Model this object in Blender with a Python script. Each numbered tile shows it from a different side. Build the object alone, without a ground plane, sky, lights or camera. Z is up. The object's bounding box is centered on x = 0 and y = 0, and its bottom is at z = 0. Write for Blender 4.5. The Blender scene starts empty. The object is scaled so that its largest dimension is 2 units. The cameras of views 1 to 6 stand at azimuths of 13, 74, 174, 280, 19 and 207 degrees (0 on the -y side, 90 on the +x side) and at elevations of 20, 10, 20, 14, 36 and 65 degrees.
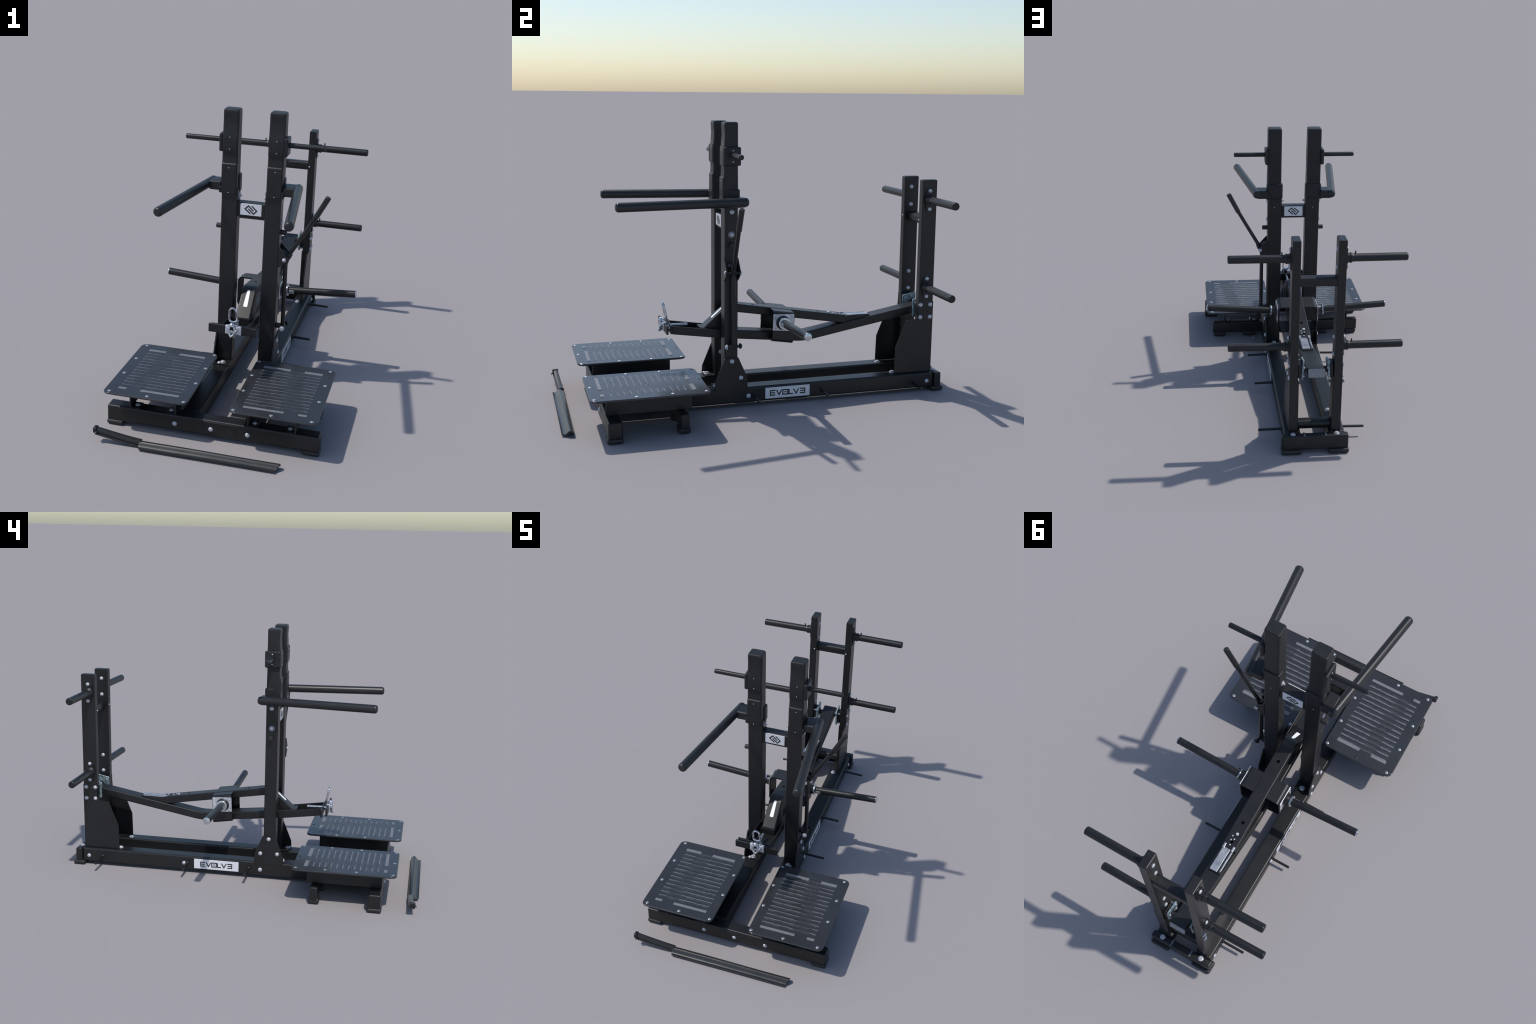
import bpy, bmesh, math, random
from mathutils import Vector, Matrix

random.seed(11)
PI = math.pi

# ------------------------------------------------------------------ materials
def material(name, color, rough=0.45, metal=0.0, spec=0.5, vary=0.12, vscale=9.0,
             bump=0.0, bscale=900.0, rvary=0.08, tint=None):
    m = bpy.data.materials.new(name)
    m.use_nodes = True
    nt = m.node_tree
    N, L = nt.nodes, nt.links
    b = N["Principled BSDF"]
    b.inputs["Metallic"].default_value = metal
    b.inputs["Specular IOR Level"].default_value = spec
    tc = N.new("ShaderNodeTexCoord")
    nz = N.new("ShaderNodeTexNoise")
    nz.inputs["Scale"].default_value = vscale
    nz.inputs["Detail"].default_value = 5.0
    L.new(tc.outputs["Object"], nz.inputs["Vector"])
    rp = N.new("ShaderNodeValToRGB")
    rp.color_ramp.elements[0].position = 0.3
    rp.color_ramp.elements[1].position = 0.7
    t = tint or color
    rp.color_ramp.elements[0].color = tuple(c * (1 - vary) for c in color) + (1,)
    rp.color_ramp.elements[1].color = tuple(min(1, c * (1 + vary)) for c in t) + (1,)
    L.new(nz.outputs["Fac"], rp.inputs["Fac"])
    L.new(rp.outputs["Color"], b.inputs["Base Color"])
    mr = N.new("ShaderNodeMapRange")
    mr.inputs["From Min"].default_value = 0.3
    mr.inputs["From Max"].default_value = 0.7
    mr.inputs["To Min"].default_value = rough - rvary
    mr.inputs["To Max"].default_value = rough + rvary
    L.new(nz.outputs["Fac"], mr.inputs["Value"])
    L.new(mr.outputs["Result"], b.inputs["Roughness"])
    if bump > 0:
        n2 = N.new("ShaderNodeTexNoise")
        n2.inputs["Scale"].default_value = bscale
        L.new(tc.outputs["Object"], n2.inputs["Vector"])
        bp = N.new("ShaderNodeBump")
        bp.inputs["Strength"].default_value = bump
        bp.inputs["Distance"].default_value = 0.001
        L.new(n2.outputs["Fac"], bp.inputs["Height"])
        L.new(bp.outputs["Normal"], b.inputs["Normal"])
    return m

M_BLACK = material("black_powder_coat", (0.0108, 0.0111, 0.0122), 0.39, spec=0.46, rvary=0.03, vary=0.10, bump=0.05)
M_SLEEVE = material("black_moulded_plastic", (0.0160, 0.0168, 0.0185), 0.42, spec=0.36, rvary=0.03, vary=0.14, vscale=22, bump=0.05)
M_GRIP = material("black_foam_grip", (0.0150, 0.0155, 0.0170), 0.36, rvary=0.015, vary=0.12, vscale=15)
M_RUBBER = material("black_rubber", (0.016, 0.017, 0.018), 0.55, vary=0.2, vscale=30)
M_DECK = material("deck_black_steel", (0.0290, 0.0305, 0.0335), 0.20, spec=0.6, vary=0.10, vscale=7, rvary=0.02)
M_RIDGE = material("worn_tread", (0.038, 0.040, 0.044), 0.26, vary=0.25, vscale=26, rvary=0.12)
M_LINE = material("pale_tread_line", (0.145, 0.152, 0.167), 0.45, vary=0.25, vscale=40)
def fade_band(m, dark):
    """pale line fades to deck black in a slanting band across each platform."""
    nt = m.node_tree
    N, L = nt.nodes, nt.links
    b = N["Principled BSDF"]
    tc = [n for n in N if n.type == 'TEX_COORD'][0]
    src = b.inputs["Base Color"].links[0].from_socket
    sp = N.new("ShaderNodeSeparateXYZ")
    L.new(tc.outputs["Object"], sp.inputs[0])
    def mth(op, a, c=None):
        n = N.new("ShaderNodeMath"); n.operation = op
        for i, v in enumerate((a, c)):
            if v is None: continue
            if isinstance(v, (int, float)): n.inputs[i].default_value = v
            else: L.new(v, n.inputs[i])
        return n.outputs[0]
    nz = N.new("ShaderNodeTexNoise")
    nz.inputs["Scale"].default_value = 14
    L.new(tc.outputs["Object"], nz.inputs["Vector"])
    cen = mth('ADD', mth('MULTIPLY', sp.outputs["Y"], -0.1226), 0.2685)
    dist = mth('ABSOLUTE', mth('SUBTRACT', mth('ABSOLUTE', sp.outputs["X"]), cen))
    dist = mth('ADD', dist, mth('MULTIPLY', mth('SUBTRACT', nz.outputs["Fac"], 0.5), 0.09))
    mr = N.new("ShaderNodeMapRange")
    mr.inputs["From Min"].default_value = 0.030
    mr.inputs["From Max"].default_value = 0.046
    L.new(dist, mr.inputs["Value"])
    mx = N.new("ShaderNodeMix"); mx.data_type = 'RGBA'
    L.new(mr.outputs["Result"], mx.inputs["Factor"])
    mx.inputs[6].default_value = dark + (1,)
    L.new(src, mx.inputs[7])
    L.new(mx.outputs[2], b.inputs["Base Color"])
fade_band(M_LINE, (0.055, 0.058, 0.066))
M_STRIP = material("grey_grip_strip", (0.165, 0.170, 0.186), 0.5, vary=0.08, vscale=30)
M_BOLT = material("zinc_bolt", (0.50, 0.52, 0.56), 0.38, metal=0.30, vary=0.15, vscale=70)
M_DULL = material("dull_deck_bolt", (0.36, 0.37, 0.40), 0.38, metal=0.5, vary=0.15, vscale=70)
M_CHROME = material("chrome_steel", (0.58, 0.60, 0.64), 0.22, metal=0.92, vary=0.2, vscale=45, rvary=0.1)
M_ZINC = material("zinc_plate", (0.60, 0.63, 0.68), 0.36, metal=0.55, vary=0.28, vscale=55, rvary=0.12)
M_BRUSH = material("brushed_lug_steel", (0.40, 0.42, 0.45), 0.36, metal=0.6, vary=0.2, vscale=30)
M_TEAL = material("galvanised_bearing", (0.15, 0.225, 0.25), 0.38, metal=0.40, vary=0.45, vscale=60,
                  tint=(0.28, 0.36, 0.39))
M_PLATE = material("white_name_plate", (0.72, 0.73, 0.77), 0.38, vary=0.03)
M_INK = material("black_print", (0.018, 0.018, 0.020), 0.5)
M_BAR = material("bar_black_steel", (0.026, 0.027, 0.028), 0.30, vary=0.10, vscale=12, rvary=0.02)  # base colour lifted above the frame black to brighten the sun's sheen
M_GLINT = material("white_painted_glint", (0.96, 0.96, 0.96), 0.45, vary=0.02)  # near-white for the highlight modelled as a thin patch on the beam slope
M_RAW = material("cast_grey_end", (0.26, 0.265, 0.28), 0.75, vary=0.22, vscale=220, bump=0.3)
M_WASHER = material("grey_washer", (0.17, 0.18, 0.20), 0.45, metal=0.3)

# ------------------------------------------------------------------ mesh tools
def finish(name, bm, mat, parent=None, smooth=38):
    bmesh.ops.recalc_face_normals(bm, faces=bm.faces)
    me = bpy.data.meshes.new(name)
    bm.to_mesh(me)
    bm.free()
    me.materials.append(mat)
    for p in me.polygons:
        p.use_smooth = True
    me.set_sharp_from_angle(angle=math.radians(smooth))
    ob = bpy.data.objects.new(name, me)
    bpy.context.scene.collection.objects.link(ob)
    wn = ob.modifiers.new("weighted_normals", 'WEIGHTED_NORMAL')
    wn.keep_sharp = True
    wn.weight = 80
    if parent:
        ob.parent = parent
    return ob

def box(name, x0, x1, y0, y1, z0, z1, mat, parent, r=0.006, seg=3, only=None):
    bm = bmesh.new()
    bmesh.ops.create_cube(bm, size=1)
    for v in bm.verts:
        v.co = Vector(((x0 + x1) / 2 + v.co.x * abs(x1 - x0),
                       (y0 + y1) / 2 + v.co.y * abs(y1 - y0),
                       (z0 + z1) / 2 + v.co.z * abs(z1 - z0)))
    if r > 0:
        es = list(bm.edges)
        if only:
            ax = 'xyz'.index(only)
            es = [e for e in es if abs((e.verts[0].co - e.verts[1].co)[ax]) > 1e-5]
        bmesh.ops.bevel(bm, geom=es, offset=r, segments=seg, affect='EDGES', profile=0.5)
    return finish(name, bm, mat, parent)

def add_ring_faces(bm, rings, cap=True, closed=False):
    n = len(rings[0])
    cnt = len(rings)
    for i in range(cnt if closed else cnt - 1):
        a, b = rings[i], rings[(i + 1) % cnt]
        for j in range(n):
            bm.faces.new((a[j], a[(j + 1) % n], b[(j + 1) % n], b[j]))
    if cap and not closed:
        bm.faces.new(rings[0][::-1])
        bm.faces.new(rings[-1])

def lathe_bm(bm, p0, axis, prof, n=20):
    """prof: list of (distance along the axis, radius)."""
    a = Vector(axis).normalized()
    u = a.orthogonal().normalized()
    v = a.cross(u)
    p0 = Vector(p0)
    rings = []
    for t, r in prof:
        rings.append([bm.verts.new(p0 + a * t + (u * math.cos(k * 2 * PI / n) + v * math.sin(k * 2 * PI / n)) * max(r, 1e-4))
                      for k in range(n)])
    add_ring_faces(bm, rings)

def lathe(name, p0, axis, prof, mat, parent, n=20, smooth=38):
    bm = bmesh.new()
    lathe_bm(bm, p0, axis, prof, n)
    return finish(name, bm, mat, parent, smooth)

def rod_profile(length, r, e0=0.004, e1=0.008):
    """cylinder with rounded ends."""
    p = []
    for k in range(5):
        a = k / 4 * PI / 2
        p.append((e0 - e0 * math.cos(a), r - e0 + e0 * math.sin(a)))
    for k in range(6):
        a = k / 5 * PI / 2
        p.append((length - e1 + e1 * math.sin(a), r - e1 + e1 * math.cos(a)))
    return p

def rod(name, a, b, r, mat, parent, e0=0.003, e1=0.008, n=22):
    a, b = Vector(a), Vector(b)
    return lathe(name, a, b - a, rod_profile((b - a).length, r, e0, e1), mat, parent, n)

def rrect(hw, hh, r, seg=4):
    """rounded rectangle outline (counter clockwise)."""
    pts = []
    for cx, cy, a0 in ((hw - r, hh - r, 0), (-hw + r, hh - r, 90), (-hw + r, -hh + r, 180), (hw - r, -hh + r, 270)):
        for k in range(seg + 1):
            a = math.radians(a0 + 90 * k / seg)
            pts.append((cx + r * math.cos(a), cy + r * math.sin(a)))
    return pts

def arc_path(pts, rad, seg=6):
    """rounds the inner corners of an open 2D polyline."""
    out = [Vector(pts[0])]
    for i in range(1, len(pts) - 1):
        p, a, b = Vector(pts[i]), Vector(pts[i - 1]), Vector(pts[i + 1])
        d0, d1 = (a - p).normalized(), (b - p).normalized()
        r = rad[i - 1] if isinstance(rad, (list, tuple)) else rad
        s, e = p + d0 * r, p + d1 * r
        for k in range(seg + 1):
            t = k / seg
            out.append(s * (1 - t) ** 2 + p * 2 * t * (1 - t) + e * t * t)
    out.append(Vector(pts[-1]))
    return out

def beam_yz(name, path, hw, hh, r, mat, parent, hhs=None):
    """rectangular tube with rounded corners swept in the x=0 plane."""
    bm = bmesh.new()
    rings = []
    for i, p in enumerate(path):
        d = (path[min(i + 1, len(path) - 1)] - path[max(i - 1, 0)]).normalized()
        nrm = Vector((-d.y, d.x))
        h = hhs[i] if hhs else hh
        rings.append([bm.verts.new((x, p.x + nrm.x * t, p.y + nrm.y * t)) for x, t in rrect(hw, h, r)])
    add_ring_faces(bm, rings)
    return finish(name, bm, mat, parent)

def prism_x(name, prof, x0, x1, mat, parent, r=0.0015):
    """(y,z) outline extruded along x."""
    bm = bmesh.new()
    a = [bm.verts.new((x0, y, z)) for y, z in prof]
    b = [bm.verts.new((x1, y, z)) for y, z in prof]
    add_ring_faces(bm, [a, b])
    if r:
        bmesh.ops.bevel(bm, geom=list(bm.edges), offset=r, segments=2, affect='EDGES', profile=0.5)
    return finish(name, bm, mat, parent)

def prism_y(name, prof, y0, y1, mat, parent, r=0.0015):
    bm = bmesh.new()
    a = [bm.verts.new((x, y0, z)) for x, z in prof]
    b = [bm.verts.new((x, y1, z)) for x, z in prof]
    add_ring_faces(bm, [a, b])
    if r:
        bmesh.ops.bevel(bm, geom=list(bm.edges), offset=r, segments=2, affect='EDGES', profile=0.5)
    return finish(name, bm, mat, parent)

def tube_path(name, pts, r, mat, parent, closed=False, n=10):
    """round wire along 3D points."""
    bm = bmesh.new()
    pts = [Vector(p) for p in pts]
    rings = []
    m = len(pts)
    ref = None
    for i, p in enumerate(pts):
        a = pts[(i - 1) % m] if closed else pts[max(i - 1, 0)]
        b = pts[(i + 1) % m] if closed else pts[min(i + 1, m - 1)]
        d = (b - a).normalized()
        if ref is None:
            ref = d.orthogonal().normalized()
        u = (ref - d * ref.dot(d)).normalized()
        ref = u
        v = d.cross(u)
        rings.append([bm.verts.new(p + (u * math.cos(k * 2 * PI / n) + v * math.sin(k * 2 * PI / n)) * r) for k in range(n)])
    add_ring_faces(bm, rings, closed=closed)
    return finish(name, bm, mat, parent)

# shared bolt meshes: head points along +z, radius 1 unit = 1 metre scaled down
def shared_mesh(name, prof_list, mat, n=16):
    bm = bmesh.new()
    for prof, k in prof_list:
        lathe_bm(bm, (0, 0, 0), (0, 0, 1), prof, k)
    ob = finish(name, bm, mat)
    me = ob.data
    bpy.data.objects.remove(ob)
    return me

DOME = [(-0.3, 1.0), (0.10, 1.0), (0.16, 0.97), (0.35, 0.86), (0.52, 0.66), (0.62, 0.36), (0.65, 0.02)]
WASH = [(-0.3, 1.25), (0.07, 1.25), (0.10, 1.2), (0.10, 0.3)]
HEX = [(0.08, 0.92), (0.55, 0.92), (0.66, 0.80), (0.66, 0.02)]
ME_DOME = shared_mesh("bolt_dome", [(DOME, 16)], M_BOLT)
ME_DULL = shared_mesh("bolt_dull", [(DOME, 16)], M_DULL)
ME_DARK = shared_mesh("bolt_dark", [(DOME, 16)], M_BLACK)
ME_HEX = shared_mesh("bolt_hex", [(WASH, 18), (HEX, 6)], M_BOLT)

def bolt(pos, axis, r, parent, me=None, name="bolt", flat=1.0):
    ob = bpy.data.objects.new(name, me or ME_DOME)
    bpy.context.scene.collection.objects.link(ob)
    q = Vector((0, 0, 1)).rotation_difference(Vector(axis).normalized())
    spin = Matrix.Rotation(random.uniform(0, PI), 4, 'Z')
    ob.matrix_world = Matrix.Translation(Vector(pos)) @ q.to_matrix().to_4x4() @ spin @ Matrix.Diagonal((r, r, r * flat, 1))
    ob.parent = parent
    return ob

# flat lettering built from strokes: (u, v) polylines in a plane
def strokes(name, lines, origin, u, v, w, depth, mat, parent):
    bm = bmesh.new()
    o, u, v = Vector(origin), Vector(u), Vector(v)
    nrm = u.cross(v).normalized()
    for ln in lines:
        pts = [Vector(p) for p in ln]
        left, right = [], []
        for i, p in enumerate(pts):
            d0 = (p - pts[i - 1]).normalized() if i else None
            d1 = (pts[i + 1] - p).normalized() if i < len(pts) - 1 else None
            if d0 is None: d0 = d1
            if d1 is None: d1 = d0
            n0, n1 = Vector((-d0.y, d0.x)), Vector((-d1.y, d1.x))
            m = (n0 + n1).normalized()
            k = min(2.5, 1 / max(0.2, m.dot(n0)))
            left.append(p + m * w / 2 * k)
            right.append(p - m * w / 2 * k)
        for i in range(len(pts) - 1):
            q = [left[i], left[i + 1], right[i + 1], right[i]]
            lo = [bm.verts.new(o + u * a.x + v * a.y) for a in q]
            hi = [bm.verts.new(o + u * a.x + v * a.y + nrm * depth) for a in q]
            add_ring_faces(bm, [lo, hi])
    return finish(name, bm, mat, parent)

LETTERS = {
    'E': [[(.80, 1), (0, 1), (0, 0), (.80, 0)], [(.12, .5), (.72, .5)]],
    'V': [[(0, 1.05), (.42, 0), (.84, 1.05)]],
    'O': [[(0, 0.0), (0, 1), (.80, 1), (.80, 0), (-.08, 0)], [(.26, .52), (.56, .52)]],
    'L': [[(0, 1.08), (0, 0), (.66, 0)]],
    'Z': [[(0, 1), (.80, 1), (.80, 0), (0, 0)], [(.08, .5), (.68, .5)]],   # mirrored E
}
def word(width, height):
    out, x = [], 0.0
    for ch in "EVOLVZ":
        for ln in LETTERS[ch]:
            out.append([(x + a, b) for a, b in ln])
        x += {'E': .98, 'V': 1.02, 'O': 1.0, 'L': .74, 'Z': .8}[ch]
    return [[((a / x - .5) * width, (b - .5) * height) for a, b in ln] for ln in out]

# ================================================================== the machine
machine = bpy.data.objects.new("belt_squat_machine", None)
bpy.context.scene.collection.objects.link(machine)
machine["label"] = "black steel belt squat gym machine with foot platforms and weight pegs"
machine["category"] = "gym equipment"
SIDES = (1, -1)

def bx(name, s, x0, x1, *rest, **kw):
    a, b = sorted((s * x0, s * x1))
    return box(name, a, b, *rest, **kw)

# ---- base frame ------------------------------------------------------------
ZB, ZT = 0.018, 0.098
front_cross = box("front_cross_beam", -.503, .503, -.807, -.741, ZB, ZT, M_BLACK, machine, r=.009)
rear_cross = box("rear_cross_beam", -.169, .169, .949, .986, ZB, ZT, M_BLACK, machine, r=.008)
for x in (-.173, 0, .173):
    bolt((x, -.807, .054), (0, -1, 0), .0115, front_cross)
box("emblem_panel", -.083, .120, -.8085, -.80, .026, .090, M_BLACK, front_cross, r=.001, seg=1)
strokes("embossed_lettering", word(.15, .02), (.02, -.8083, .056), (1, 0, 0), (0, 0, 1), .0036, .0007, M_INK, front_cross)
for s in SIDES:
    bx("rubber_foot", s, .425, .506, -.812, -.737, 0, .023, M_RUBBER, front_cross, r=.010, seg=4)
    bx("rubber_foot", s, .068, .172, .932, 1.0, 0, .024, M_RUBBER, rear_cross, r=.009, seg=4)
    bolt((s * .111, .965, .098), (0, 0, 1), .0110, rear_cross, ME_HEX)
    bx("weld_tab", s, .050, .058, .9505, .9845, .097, .1005, M_WASHER, rear_cross, r=0)

for s in SIDES:
    rail = bx("base_rail", s, .070, .155, -.741, .950, ZB, ZT, M_BLACK, machine, r=.010)
    # name plate with raised dark lettering
    y0, y1, zc = (.020, .255, .0590) if s > 0 else (.017, .277, .0580)
    bx("name_plate", s, .154, .1568, y0, y1, zc - .0285, zc + .0285, M_PLATE, rail, r=.0006, seg=1)
    strokes("lettering", word(.182, .0235), (s * .1566, (y0 + y1) / 2, zc), (0, s, 0), (0, 0, 1), .0058, .0008, M_INK, rail)
    # plate storage pins
    for y, xe in ((-.040, .268), (.320, .255), (.827, .275)):
        rod("storage_pin", (s * .15, y, .054), (s * xe, y, .051), .0068, M_BLACK, rail, e1=.003, n=14)
        lathe("pin_collar", (s * .153, y, .054), (s, 0, 0), [(0, .0105), (.005, .0105), (.008, .0075)], M_BLACK, rail, 16)
    by = -.067 if s > 0 else -.107
    bolt((s * .155, by, .053), (s, 0, 0), .0125, rail)
    bolt((s * .155, .910, .053), (s, 0, 0), .0115, rail)
    if s < 0:
        bolt((s * .155, .337, .056), (s, 0, 0), .0115, rail)
    bolt((s * .100, .733, .099), (0, 0, 1), .0120, rail, ME_HEX)
    bolt((s * .106, -.222, .106), (0, 0, 1), .0120, rail, ME_HEX)
    bolt((s * .122, -.232, .106), (0, 0, 1), .0100, rail)
    bolt((s * .106, -.090, .106), (0, 0, 1), .0120, rail, ME_HEX)

    # outrigger that carries the rear end of the foot platform
    out = bx("outrigger_beam", s, .150, .463, -.471, -.429, .022, .096, M_BLACK, machine, r=.008)
    for xa, xb in ((.386, .459), (.196, .272)):
        bx("rubber_foot", s, xa, xb, -.480, -.421, 0, .030, M_RUBBER, out, r=.012, seg=4)

# ---- foot platforms ----------------------------------------------------------
def deck_mesh(s):
    bm = bmesh.new()
    hw, hd = .2005, .2750
    cx, cy = s * .2985, -.607
    levels = [(.1925, .004), (.1945, .001), (.1985, 0), (.2015, .001), (.2035, .0035)]
    rings = []
    for z, ins in levels:
        rings.append([bm.verts.new((cx + x, cy + y, z)) for x, y in rrect(hw - ins, hd - ins, .030, 6)])
    add_ring_faces(bm, rings)
    return bm

for s in SIDES:
    deck = finish("foot_platform", deck_mesh(s), M_DECK, machine)
    for x, y in ((.115, -.862), (.470, -.862), (.115, -.352), (.470, -.352), (.115, -.672), (.115, -.508),
                 (.470, -.672), (.470, -.508), (.288, -.862)):
        bolt((s * x, y, .2035), (0, 0, 1), .0085, deck, ME_DULL, flat=.42)
    bolt((s * .288, -.352, .2025), (0, 0, 1), .0085, deck, ME_DARK, flat=.5)
    # low louvre ridges run across the deck; their rear slopes are coloured pale grey
    for i in range(13):
        y = -.412 - i * .0310
        bm = bmesh.new()
        rings = []
        x0, x1 = .149 + random.uniform(-.002, .002), .437 + random.uniform(-.002, .003)
        m = 30
        ph = random.uniform(0, 6)
        for k in range(m + 1):
            t = k / m
            x = x0 + (x1 - x0) * t
            end = math.sqrt(max(0, min(1, min(t, 1 - t) * 24)))
            wob = .0006 * math.sin(ph + t * 17) + .0005 * math.sin(ph * 2 + t * 41)
            h = (.0017 + .0002 * math.sin(ph + t * 9)) * (.1 + .9 * end)
            prof = [(-.013, -.002), (-.0125, .0001), (-.006, .55 * h), (-.0012, h), (.0010, .98 * h), (.0052, .0002), (.0054, -.002)]
            rings.append([bm.verts.new((s * x, y + wob + a, .2035 + b)) for a, b in prof])
        add_ring_faces(bm, rings)
        rg = finish("tread_ridge", bm, M_RIDGE, deck, 60)
        rg.data.materials.append(M_LINE)
        for p in rg.data.polygons:
            c = p.center.y - y
            if -.0010 < c < .0051 and p.center.z > .2036:
                p.material_index = 1
    for y, spans in ((-.400, ((.150, .283), (.352, .441))), (-.821, ((.150, .336), (.402, .441)))):
        for a, b in spans:
            bx("grip_strip", s, a, b, y - .0085, y + .0085, .2030, .2052, M_STRIP, deck, r=.001, seg=2)
    # side plates under the deck, with bolted inward flanges
    for xp, inw in ((.390, -1), (.172, 1)):
        side = bx("side_plate", s, xp - .004, xp + .004, -.805, -.404, .0975, .193, M_BLACK, deck, r=.002, seg=2)
        for y0, y1 in ((-.803, -.745), (-.469, -.431)):
            bx("mount_flange", s, xp, xp + inw * .045, y0, y1, .097, .102, M_BLACK, side, r=.0015, seg=1)
            bolt((s * (xp + inw * .026), (y0 + y1) / 2, .102), (0, 0, 1), .0105, side, ME_HEX)

# ---- front uprights ------------------------------------------------------------
def loft_z(name, levels, mat, parent, seg=4):
    """levels: (z, x0, x1, y0, y1, corner radius)"""
    bm = bmesh.new()
    rings = []
    for z, x0, x1, y0, y1, r in levels:
        cx, cy = (x0 + x1) / 2, (y0 + y1) / 2
        rings.append([bm.verts.new((cx + a, cy + b, z)) for a, b in rrect(abs(x1 - x0) / 2, abs(y1 - y0) / 2, r, seg)])
    add_ring_faces(bm, rings)
    return finish(name, bm, mat, parent)

LOGO = [[(-.0027, -.0195), (-.0290, .0030), (-.0120, .0195), (.0132, -.0055)],
        [(.0040, .0195), (.0290, -.0032), (.0132, -.0200), (-.0130, .0045)]]

for s in SIDES:
    up = loft_z("front_upright", [(ZT, s * .069, s * .149, -.189, -.122, .006), (1.02, s * .069, s * .149, -.189, -.122, .006)],
                M_BLACK, machine)
    bx("upright_foot_plate", s, .066, .150, -.240, -.072, ZT, .106, M_BLACK, up, r=.002)
    prism_x("gusset_plate", [(-.188, .256), (-.120, .256), (-.073, .150), (-.072, .088), (-.239, .088), (-.237, .135)],
            s * .1485, s * .1565, M_BLACK, up, r=.002)
    for y, z in ((-.153, .238), (-.107, .151)) + (((-.203, .153),) if s < 0 else ()):
        bolt((s * .1565, y, z), (s, 0, 0), .0118, up)
    bolt((s * .069, -.157, .228), (-s, 0, 0), .0110, up)
    # moulded sleeve, wider at the bottom, wavy towards the top
    XI, XO = .0735, .1520
    lv = [(1.000, XI + .001, XO, -.1985, -.1205, .008), (1.003, XI, XO, -.1995, -.1200, .009),
          (1.090, XI, XO, -.1992, -.1215, .009),
          (1.1425, XI, XO, -.1992, -.1220, .009), (1.1465, XI, XO, -.1975, -.1220, .009),
          (1.150, XI, XO, -.1930, -.1220, .009), (1.175, XI, XO, -.1915, -.1225, .009),
          (1.200, XI, XO, -.1920, -.1225, .009), (1.206, XI, XO, -.1965, -.1225, .009),
          (1.225, XI, XO, -.1975, -.1220, .009), (1.270, XI, XO, -.1970, -.1220, .009),
          (1.289, XI, XO, -.1965, -.1220, .009), (1.299, XI, XO, -.1915, -.1220, .009),
          (1.335, XI, XO, -.1895, -.1225, .009), (1.352, XI, XO, -.1880, -.1225, .009),
          (1.370, XI, XO, -.1890, -.1225, .009), (1.395, XI, XO, -.1905, -.1220, .010),
          (1.403, XI + .0005, XO - .0005, -.1900, -.1225, .010), (1.408, XI + .002, XO - .002, -.1885, -.1240, .010),
          (1.411, XI + .006, XO - .006, -.1845, -.1280, .010)]
    sl = loft_z("upright_sleeve", [(z, s * a, s * b, c, d, r) for z, a, b, c, d, r in lv], M_SLEEVE, up)
    bx("sleeve_side_block", s, .148, .168, -.1965, -.1115, 1.204, 1.294, M_SLEEVE, sl, r=.008)
    bx("sleeve_back_block", s, .0655, .1565, -.160, -.1140, 1.001, 1.092, M_SLEEVE, sl, r=.008)
    bx("sleeve_side_block", s, .148, .1620, -.1975, -.1160, 1.0005, 1.032, M_SLEEVE, sl, r=.004)
    for z, y in ((1.277, -.1968), (1.219, -.1970), (1.128, -.1990), (1.005, -.1998)):
        bolt((s * .1145, y, z), (0, -1, 0), .0026, sl)
    for z in (1.277, 1.224):
        bolt((s * .168, -.152, z), (s, 0, 0), .0038, sl)
    rod("hook_pin", (s * .160, -.1565, 1.256), (s * .344, -.1565, 1.256), .0125, M_BLACK, up, e1=.006)
    # bolts and stop stub on the outer side
    bolt((s * .149, -.153, .982), (s, 0, 0), .0125, up)
    lathe("grey_disc", (s * .148, -.156, .871), (s, 0, 0), [(0, .0165), (.0025, .0165), (.003, .015), (.003, .004)], M_WASHER, up, 20)
    bolt((s * .151, -.154, .871), (s, 0, 0), .0105, up)
    lathe("stop_stub", (s * .147, -.154, .820), (s, 0, 0), rod_profile(.032, .0125, .002, .004), M_RUBBER, up, 18)
    bolt((s * .069, -.154, .984), (-s, 0, 0), .0110, up, ME_HEX)
    rod("inner_stud", (s * .070, -.154, .984), (s * .055, -.154, .984), .0055, M_BOLT, up, e1=.002, n=12)
    for y, n in ((-.1225, 1),):
        bolt((s * .112, y, .950), (0, n, 0), .0030, up)
    # hand grip held by a short block
    hb = bx("grip_bracket", s, .150, .215, -.190, -.098, 1.008, 1.055, M_BLACK, up, r=.010, seg=4)
    rod("hand_grip", (s * .213, -.088, 1.0345), (s * .294, -.730, 1.0345), .0224, M_GRIP, machine, e0=.015, e1=.013, n=28)

tie = box("upright_tie", -.072, .072, -.182, -.130, .884, .9575, M_BLACK, machine, r=.006)
for y0, y1, o, u in ((-.1850, -.181, -.1848, (1, 0, 0)), (-.131, -.1270, -.1272, (-1, 0, 0))):
    box("emblem_plate", -.0530, .0530, y0, y1, .8965, .9540, M_PLATE, tie, r=.0006, seg=1)
    strokes("emblem", LOGO, (0, o, .9255), u, (0, 0, 1), .0060, .0009, M_INK, tie)
    for x in (-.046, .046):
        bolt((x, o, .9265), (0, -1 if y0 < -.15 else 1, 0), .0016, tie)

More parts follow.
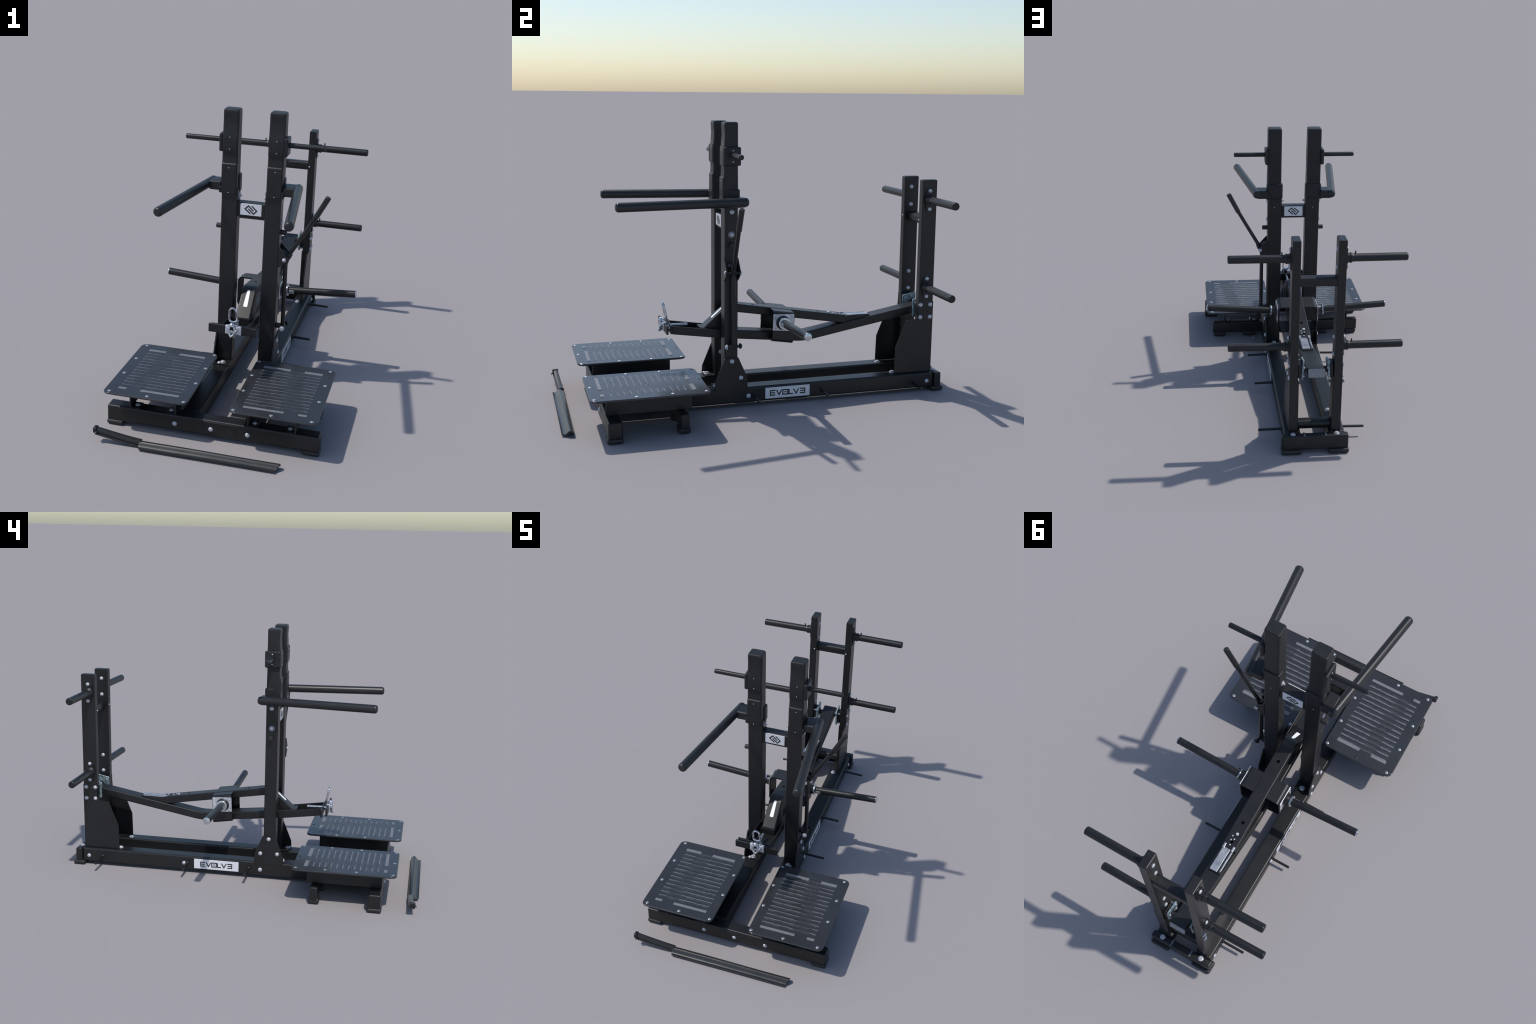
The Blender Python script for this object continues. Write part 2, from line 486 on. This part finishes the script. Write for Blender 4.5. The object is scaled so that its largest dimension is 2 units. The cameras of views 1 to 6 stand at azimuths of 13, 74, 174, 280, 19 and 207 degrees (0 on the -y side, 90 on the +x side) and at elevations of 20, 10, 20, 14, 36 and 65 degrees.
# ---- rear uprights ---------------------------------------------------------------
for s in SIDES:
    ru = loft_z("rear_upright", [(ZT, s * .084, s * .1285, .8605, .9415, .005), (.372, s * .0845, s * .129, .8605, .9415, .005),
                                 (.386, s * .0895, s * .1310, .8605, .9415, .005), (1.110, s * .0890, s * .1305, .8605, .9415, .005),
                                 (1.1145, s * .0905, s * .1290, .8620, .9400, .005), (1.1165, s * .094, s * .1255, .8655, .9365, .005)],
                M_BLACK, machine)
    prism_x("rear_gusset_plate", [(.860, .478), (.860, .386), (.793, .382), (.736, .240), (.732, .099), (.9415, .099), (.9435, .478)],
            s * .1250, s * .1320, M_BLACK, ru, r=.0025)
    for y in (.871, .925):
        for z in (.462, .396):
            bolt((s * .1320, y, z), (s, 0, 0), .0115, ru)
    for zc in (1.0135, .5545):
        # mounting flange, collar and peg
        bm = bmesh.new()
        out = rrect(.021, .058, .019, 6)
        rings = []
        for x, k in ((.1295, 1), (.1345, 1), (.1365, .94)):
            rings.append([bm.verts.new((s * x, .898 + a * k, zc + b * k)) for a, b in out])
        add_ring_faces(bm, rings)
        fl = finish("peg_flange", bm, M_BLACK, ru)
        for dz in (.047, -.047):
            bolt((s * .1365, .899, zc + dz), (s, 0, 0), .0105, fl)
            bolt((s * .0893, .899, zc + dz), (-s, 0, 0), .0110, fl)
        lathe("peg_collar", (s * .134, .897, zc), (s, 0, 0),
              [(0, .0275), (.006, .0275), (.009, .0235), (.016, .0235), (.018, .0255), (.023, .0255), (.026, .0215), (.034, .0203)], M_BLACK, fl, 24)
        rod("weight_peg", (s * .155, .897, zc), (s * .4335, .894, zc), .0197, M_BLACK, ru, e1=.007, n=26)
        rod("collar_pin", (s * .176, .897, zc + .012), (s * .177, .897, zc + .034), .0035, M_BLACK, fl, e1=.001, n=10)
    # bearing unit for the swing arm: dark housing, galvanised face plate nearer the arm
    bm = bmesh.new()
    rings = []
    for x, k in ((.0595, .97), (.0610, 1), (.0665, 1), (.0675, .98)):
        rings.append([bm.verts.new((s * (x + (.0035 if b < 0 else -.0012) ), .893 + a * k, .430 + b * k + (.014 if a > .02 and b > 0 else 0)))
                      for a, b in rrect(.038, .047, .007, 3)])
    add_ring_faces(bm, rings)
    bear = finish("bearing_plate", bm, M_TEAL, ru)
    bx("bearing_housing", s, .0665, .0900, .866, .928, .392, .466, M_BLACK, bear, r=.006)
    lathe("arm_shaft", (s * .064, .905, .432), (-s, 0, 0), [(0, .020), (.004, .019), (.006, .0135), (.030, .0135)], M_BLACK, bear, 20)
    for y, z in ((.868, .462), (.920, .444), (.869, .398), (.919, .400)):
        bolt((s * .0600, y, z), (-s, 0, 0), .0065, bear, ME_HEX)
        rod("spacer", (s * .066, y, z), (s * .090, y, z), .0060, M_WASHER, bear, n=10)

box("rear_tie", -.0900, .0900, .884, .936, .879, .928, M_BLACK, machine, r=.014, seg=5, only='x')
box("rear_tie", -.0855, .0855, .863, .917, .094, .142, M_BLACK, machine, r=.020, seg=6, only='x')
for s in SIDES:
    bolt((s * .100, .858, .906), (0, -1, 0), .0045, machine)

# ---- swing arm ------------------------------------------------------------------------
arm_path = arc_path([(-.292, .3685), (-.10, .3430), (.258, .3060), (.953, .432)], [.03, .045])
arm = beam_yz("swing_arm", arm_path, .042, .0228, .007, M_BLACK, machine)
d = (arm_path[-1] - arm_path[-2]).normalized()
bm = bmesh.new()
rings = []
nrm = Vector((-d.y, d.x))
for t, k in ((-.004, .985), (.0015, .985), (.0025, .96)):
    c = arm_path[-1] + d * t
    rings.append([bm.verts.new((x * k, c.x + nrm.x * h * k, c.y + nrm.y * h * k)) for x, h in rrect(.042, .0228, .006)])
add_ring_faces(bm, rings)
finish("arm_end_cap", bm, M_RAW, arm)
for s in SIDES:
    prism_x("yoke_plate", [(-.432, .413), (-.188, .377), (-.188, .336), (-.432, .371)], s * .059, s * .066, M_BLACK, arm, r=.002)

prism_x("yoke_floor", [(-.431, .3785), (-.186, .3430), (-.186, .3370), (-.431, .3720)], -.0595, .0595, M_BLACK, arm, r=.001)
# upper beam: level part, a slope falling to the lower beam
up_path = arc_path([(-.268, .360), (-.128, .4835), (.486, .3860)], [.025])
ub = beam_yz("upper_beam", up_path, .037, .0212, .006, M_BLACK, arm)
prism_x("slope_web", [(-.266, .362), (-.136, .472), (-.124, .470), (-.126, .350)], -.0355, .0355, M_BLACK, ub, r=.001)
dslope = (Vector((-.128, .4835)) - Vector((-.268, .360))).normalized()
nslope = Vector((-dslope.y, dslope.x))
bm = bmesh.new()
rings = []
c0 = Vector((-.268, .360)) + nslope * .0214
for t, k in ((.080, .0085), (.084, .0105), (.120, .0095), (.146, .0085), (.170, .0070), (.175, .005)):
    p = c0 + dslope * t
    w = k
    rings.append([bm.verts.new((x, p.x + nslope.x * h, p.y + nslope.y * h)) for x, h in ((-w, -.001), (-w, .0009), (w, .0009), (w, -.001))])
add_ring_faces(bm, rings)
finish("painted_glint", bm, M_GLINT, ub)
# adjustment holes with rims along the top of the upper beam
uslope = -.1588
def beam_top(y):
    return .4835 + uslope * (y + .128) + .0214
def drill(ob, holes):
    """cuts round blind holes (position, axis, radius, depth) into a part."""
    bm = bmesh.new()
    for p, ax, r, dep in holes:
        a = Vector(ax).normalized()
        lathe_bm(bm, Vector(p) - a * dep, a, [(0, r), (dep + .01, r)], 20)
    bmesh.ops.recalc_face_normals(bm, faces=bm.faces)
    me = bpy.data.meshes.new("drill_bit")
    bm.to_mesh(me); bm.free()
    cut = bpy.data.objects.new("drill_bit", me)
    bpy.context.scene.collection.objects.link(cut)
    md = ob.modifiers.new("holes", 'BOOLEAN')
    md.object = cut; md.operation = 'DIFFERENCE'; md.solver = 'EXACT'
    ob.modifiers.move(len(ob.modifiers) - 1, 0)
    dg = bpy.context.evaluated_depsgraph_get()
    new = bpy.data.meshes.new_from_object(ob.evaluated_get(dg), depsgraph=dg)
    ob.modifiers.clear()
    ob.data = new
    bpy.data.objects.remove(cut)
drill(ub, [((0, y, beam_top(y)), (0, -uslope, 1), r, .025) for y, r in ((-.006, .0085), (.347, .0085), (.455, .0078))])
bolt((-.004, .408, beam_top(.408) - .001), (0, -uslope, 1), .0085, ub)
for k, (x, y) in enumerate(((.012, .425), (-.004, .437), (.010, .446), (.002, .470))):
    bolt((x, y, beam_top(y) - .001), (0, -uslope, 1), .0045, ub)
# bright lug that carries the end of the upper beam
prism_x("lug", [(.486, .4035), (.560, .4045), (.623, .4045), (.632, .392), (.486, .362)], -.031, .031, M_BLACK, arm, r=.003)
box("lug_plate", -.013, .027, .490, .622, .400, .4068, M_BRUSH, arm, r=.002)
box("lug_plate", -.0300, -.0215, .492, .612, .398, .4060, M_BRUSH, arm, r=.0015)
for s in SIDES:
    box("lug_ear", s * .024 - .006, s * .024 + .006, .470, .500, .396, .4125, M_BRUSH, arm, r=.003)

# weight carriage: open band around both beams
bm = bmesh.new()
tilt = math.radians(8.84)
rings = []
oc, ic = rrect(.1135, .0795, .021, 6), rrect(.1065, .0725, .015, 6)
C = Vector((0, .126, .3825))
for o, t in ((oc, -.055), (oc, .055), (ic, .055), (ic, -.055)):
    rings.append([bm.verts.new((x, C.y + t * math.cos(tilt) + h * math.sin(tilt) * .35, C.z + h - t * math.sin(tilt))) for x, h in o])
add_ring_faces(bm, rings, closed=True)
car = finish("weight_carriage", bm, M_BLACK, arm)
for s in SIDES:
    prism_x("carriage_plate", [(.072, .454), (.181, .448), (.178, .362), (.069, .372)], s * .1125, s * .1165, M_ZINC, car, r=.001)
    for y, z in ((.083, .442), (.168, .438), (.166, .373), (.082, .380)):
        bolt((s * .1165, y, z), (s, 0, 0), .0045, car, name="rivet")
    a = Vector((s * .114, .121, .4085))
    b = Vector((s * .514, .1195, .4355))
    ax = b - a
    lathe("peg_collar", a, ax, [(0, .036), (.006, .036), (.010, .029), (.020, .0270), (.027, .0245), (.032, .0245)], M_BLACK, car, 24)
    lathe("peg_ring", a, ax, [(.031, .020), (.031, .0295), (.033, .0305), (.038, .0305), (.0395, .0285), (.0395, .019)], M_CHROME, car, 24)
    peg = rod("weight_peg", a + ax.normalized() * .02, b, .0190, M_BLACK, arm, e1=.004, n=26)
    lathe("peg_end_cap", b - ax.normalized() * .0035, ax, [(0, .0190), (.0015, .0193), (.004, .0183), (.0056, .0150), (.0062, .004)], M_CHROME, peg, 24)
    # bright worn band near the root
    bm = bmesh.new()
    n = ax.normalized()
    rings = []
    for t, r in ((.044, .0186), (.044, .0198), (.072, .0198), (.072, .0186)):
        ring = []
        for k in range(9):
            ang = math.radians(-200 + 150 * k / 8)
            ring.append(bm.verts.new(a + n * t + Vector((0, math.cos(ang), math.sin(ang))) * r))
        rings.append(ring)
    for i in range(4):
        A, B = rings[i], rings[(i + 1) % 4]
        for k in range(8):
            bm.faces.new((A[k], A[k + 1], B[k + 1], B[k]))
    bm.faces.new([r[0] for r in rings]); bm.faces.new([r[-1] for r in rings])
    finish("peg_label", bm, M_ZINC, peg)

# belt hook at the front of the arm
hook = box("hook_cross_plate", -.118, .118, -.472, -.461, .384, .427, M_BLACK, arm, r=.003)
box("arm_front_plate", -.114, .072, -.443, -.433, .374, .4165, M_BLACK, arm, r=.002)
box("hook_clamp", -.034, -.008, -.4755, -.458, .386, .4285, M_ZINC, hook, r=.003)
box("hook_clamp", .013, .045, -.4755, -.458, .385, .4275, M_ZINC, hook, r=.003)
for x, z in ((.030, .409), (.030, .384), (-.028, .410)):
    rod("clamp_bolt", (x, -.462, z), (x, -.436, z), .0055, M_CHROME, hook, e1=.001, n=12)
link = []
for k in range(40):
    a = k / 40 * 2 * PI
    cz = math.sin(a)
    hw = .0180 - .0040 * cz
    x = hw * max(-1, min(1, 1.15 * math.cos(a)))
    z = .4800 + .0385 * (abs(cz) ** .72) * (1 if cz >= 0 else -1)
    t = (z - .440) / .082
    link.append((-.001 + x, -.4525 - .016 * t, z))
tube_path("snap_link", link, .0053, M_CHROME, hook, closed=True)
eye = []
for k in range(28):
    a = k / 28 * 2 * PI
    eye.append((.0005 + .0135 * math.cos(a), -.4820 + .003 * math.sin(a), .4075 + .0260 * math.sin(a)))
tube_path("swivel_eye", eye, .0062, M_CHROME, hook, closed=True)
lathe("swivel_ball", (0, -.480, .424), (0, .3, 1), [(0, .006), (.004, .0125), (.010, .0135), (.016, .012), (.021, .007)], M_CHROME, hook, 14)
lathe("swivel_ball", (0, -.478, .402), (0, 1, 0), [(-.008, .004), (-.006, .009), (0, .011), (.012, .011)], M_CHROME, hook, 14)
for sx in SIDES:
    tube_path("swivel_eye", [(sx * .016 + .006 * math.cos(k / 16 * 2 * PI), -.476 + .010 * math.sin(k / 16 * 2 * PI), .399 + .014 * math.cos(k / 16 * 2 * PI) * sx)
                             for k in range(16)], .0040, M_CHROME, hook, closed=True, n=8)
    bolt((sx * .021 + .004, -.4755, .418), (0, -1, 0), .0058, hook, ME_HEX)
tube_path("hook_claw", [(-.009, -.481, .396), (-.007, -.486, .385), (-.002, -.488, .378), (.004, -.487, .382), (.009, -.483, .392), (.012, -.476, .402)],
          .0050, M_CHROME, hook, n=8)
rod("swivel_pin", (-.022, -.474, .432), (.024, -.470, .430), .0042, M_CHROME, hook, e1=.002, n=10)
box("clevis", .010, .026, -.458, -.444, .404, .440, M_WASHER, hook, r=.003)
rod("hook_shank", (0, -.470, .404), (-.003, -.344, .4015), .0078, M_CHROME, hook, e1=.003, n=12)
rod("hook_shank", (.016, -.4475, .4085), (.066, -.4475, .4040), .0058, M_CHROME, hook, e1=.003, n=12)

# ---- release lever on one upright ---------------------------------------------------------
lever = rod("release_lever", (.194, -.155, .704), (.322, -.1625, .922), .0105, M_BLACK, machine, e1=.003, n=18)
rod("lever_grip", (.317, -.1623, .913), (.3755, -.163, 1.0235), .0138, M_GRIP, lever, e1=.005, n=20)
for y in (-.190, -.1235):
    prism_y("pivot_bracket", [(.148, .757), (.154, .752), (.199, .702), (.203, .692), (.195, .678), (.172, .660), (.148, .643)],
            y - .0028, y + .0028, M_BLACK, lever, r=.001)
rod("pivot_pin", (.190, -.1955, .690), (.190, -.1175, .690), .0065, M_BLACK, lever, e1=.002, n=14)
bolt((.180, -.193, .689), (0, -1, 0), .0105, lever)
bolt((.192, -.1205, .690), (0, 1, 0), .0105, lever)
rod("lever_link", (.157, -.157, .728), (.194, -.157, .702), .0110, M_BLACK, lever, e1=.003, n=14)
bolt((.158, -.161, .722), (.8, 0, .5), .0105, lever)
lathe("lever_foot", (.190, -.156, .690), (.38, 0, .65), [(-.014, .006), (-.010, .0125), (.012, .0135), (.030, .0108)], M_BLACK, lever, 16)
prod = rod("push_rod", (.1805, -.152, .680), (.183, -.151, .316), .0108, M_BLACK, lever, e1=.006, n=18)
rod("rod_pin", (.186, -.190, .3205), (.190, -.116, .324), .0075, M_BLACK, prod, e1=.002, n=14)
bolt((.186, -.188, .3205), (0, -1, 0), .0105, prod, ME_HEX)
bolt((.190, -.120, .324), (0, 1, 0), .0115, prod, shared_mesh("dark_nut", [(WASH, 18), (HEX, 6)], M_BLACK), name="nut")
box("rod_guide", .147, .186, -.166, -.138, .312, .332, M_BLACK, prod, r=.004)

# ================================================================== loose bar on the floor
bm = bmesh.new()
top = [(-.9410, .0080), (-.9415, .0150), (-.9450, .0205), (-.9520, .0268), (-.9605, .0300), (-.9665, .0282),
       (-.9725, .0215), (-.9785, .0145), (-.9850, .0108), (-.9910, .0105), (-.9965, .0130), (-1.0, .0160)]
bot = [(-.9985, .0100), (-.9930, .0055), (-.9830, .0050), (-.9750, .0075), (-.9690, .0140), (-.9640, .0205),
       (-.9590, .0225), (-.9520, .0205), (-.9465, .0160), (-.9430, .0080)]
rings = []
m = 40
for k in range(m + 1):
    t = k / m
    x = -.290 + .648 * t
    ring = []
    for i, (y, z) in enumerate(top + bot):
        xx = x
        front = max(0, min(1, (-.955 - y) / .045))
        if k == 0: xx += .010 * front ** 2
        if k == m: xx -= .022 * front ** 1.5
        z2 = z + .0009 * math.sin(6 * t + y * 40)
        ring.append(bm.verts.new((xx, y, z2)))
    rings.append(ring)
add_ring_faces(bm, rings)
bar = finish("bent_bar", bm, M_BAR, None, 50)
bar["label"] = "loose black pressed steel bar with an upturned end"
bar["category"] = "metal bar"
bm = bmesh.new()
rings = []
for k in range(17):
    t = k / 16
    x = -.280 - .214 * t
    cz = .0205 + .0385 * t ** 1.25
    cy = -.9555 - .0135 * t
    hw = .0145 - .0015 * t
    prof = [(hw, -.016), (hw * 1.02, .002), (hw * .75, .0105), (0, .0125), (-hw * .75, .0095), (-hw * 1.02, -.001),
            (-hw * .72, -.009), (-hw * .72, -.0115), (-hw * 1.12, -.0145), (-hw * 1.05, -.0200), (-hw * .5, -.0205), (0, -.018)]
    rings.append([bm.verts.new((x, cy + a, max(.004, cz + b))) for a, b in prof])
add_ring_faces(bm, rings)
finish("upturned_end", bm, M_BAR, bar, 50)
box("end_clip", -.5020, -.484, -.9850, -.955, .046, .0725, M_BLACK, bar, r=.004)
for y, z in ((-.988, .049), (-.975, .044)):
    rod("prong", (-.482, y + .004, z + .006), (-.489, y - .003, z - .002), .0035, M_BLACK, bar, e1=.001, n=8)

bpy.context.view_layer.update()
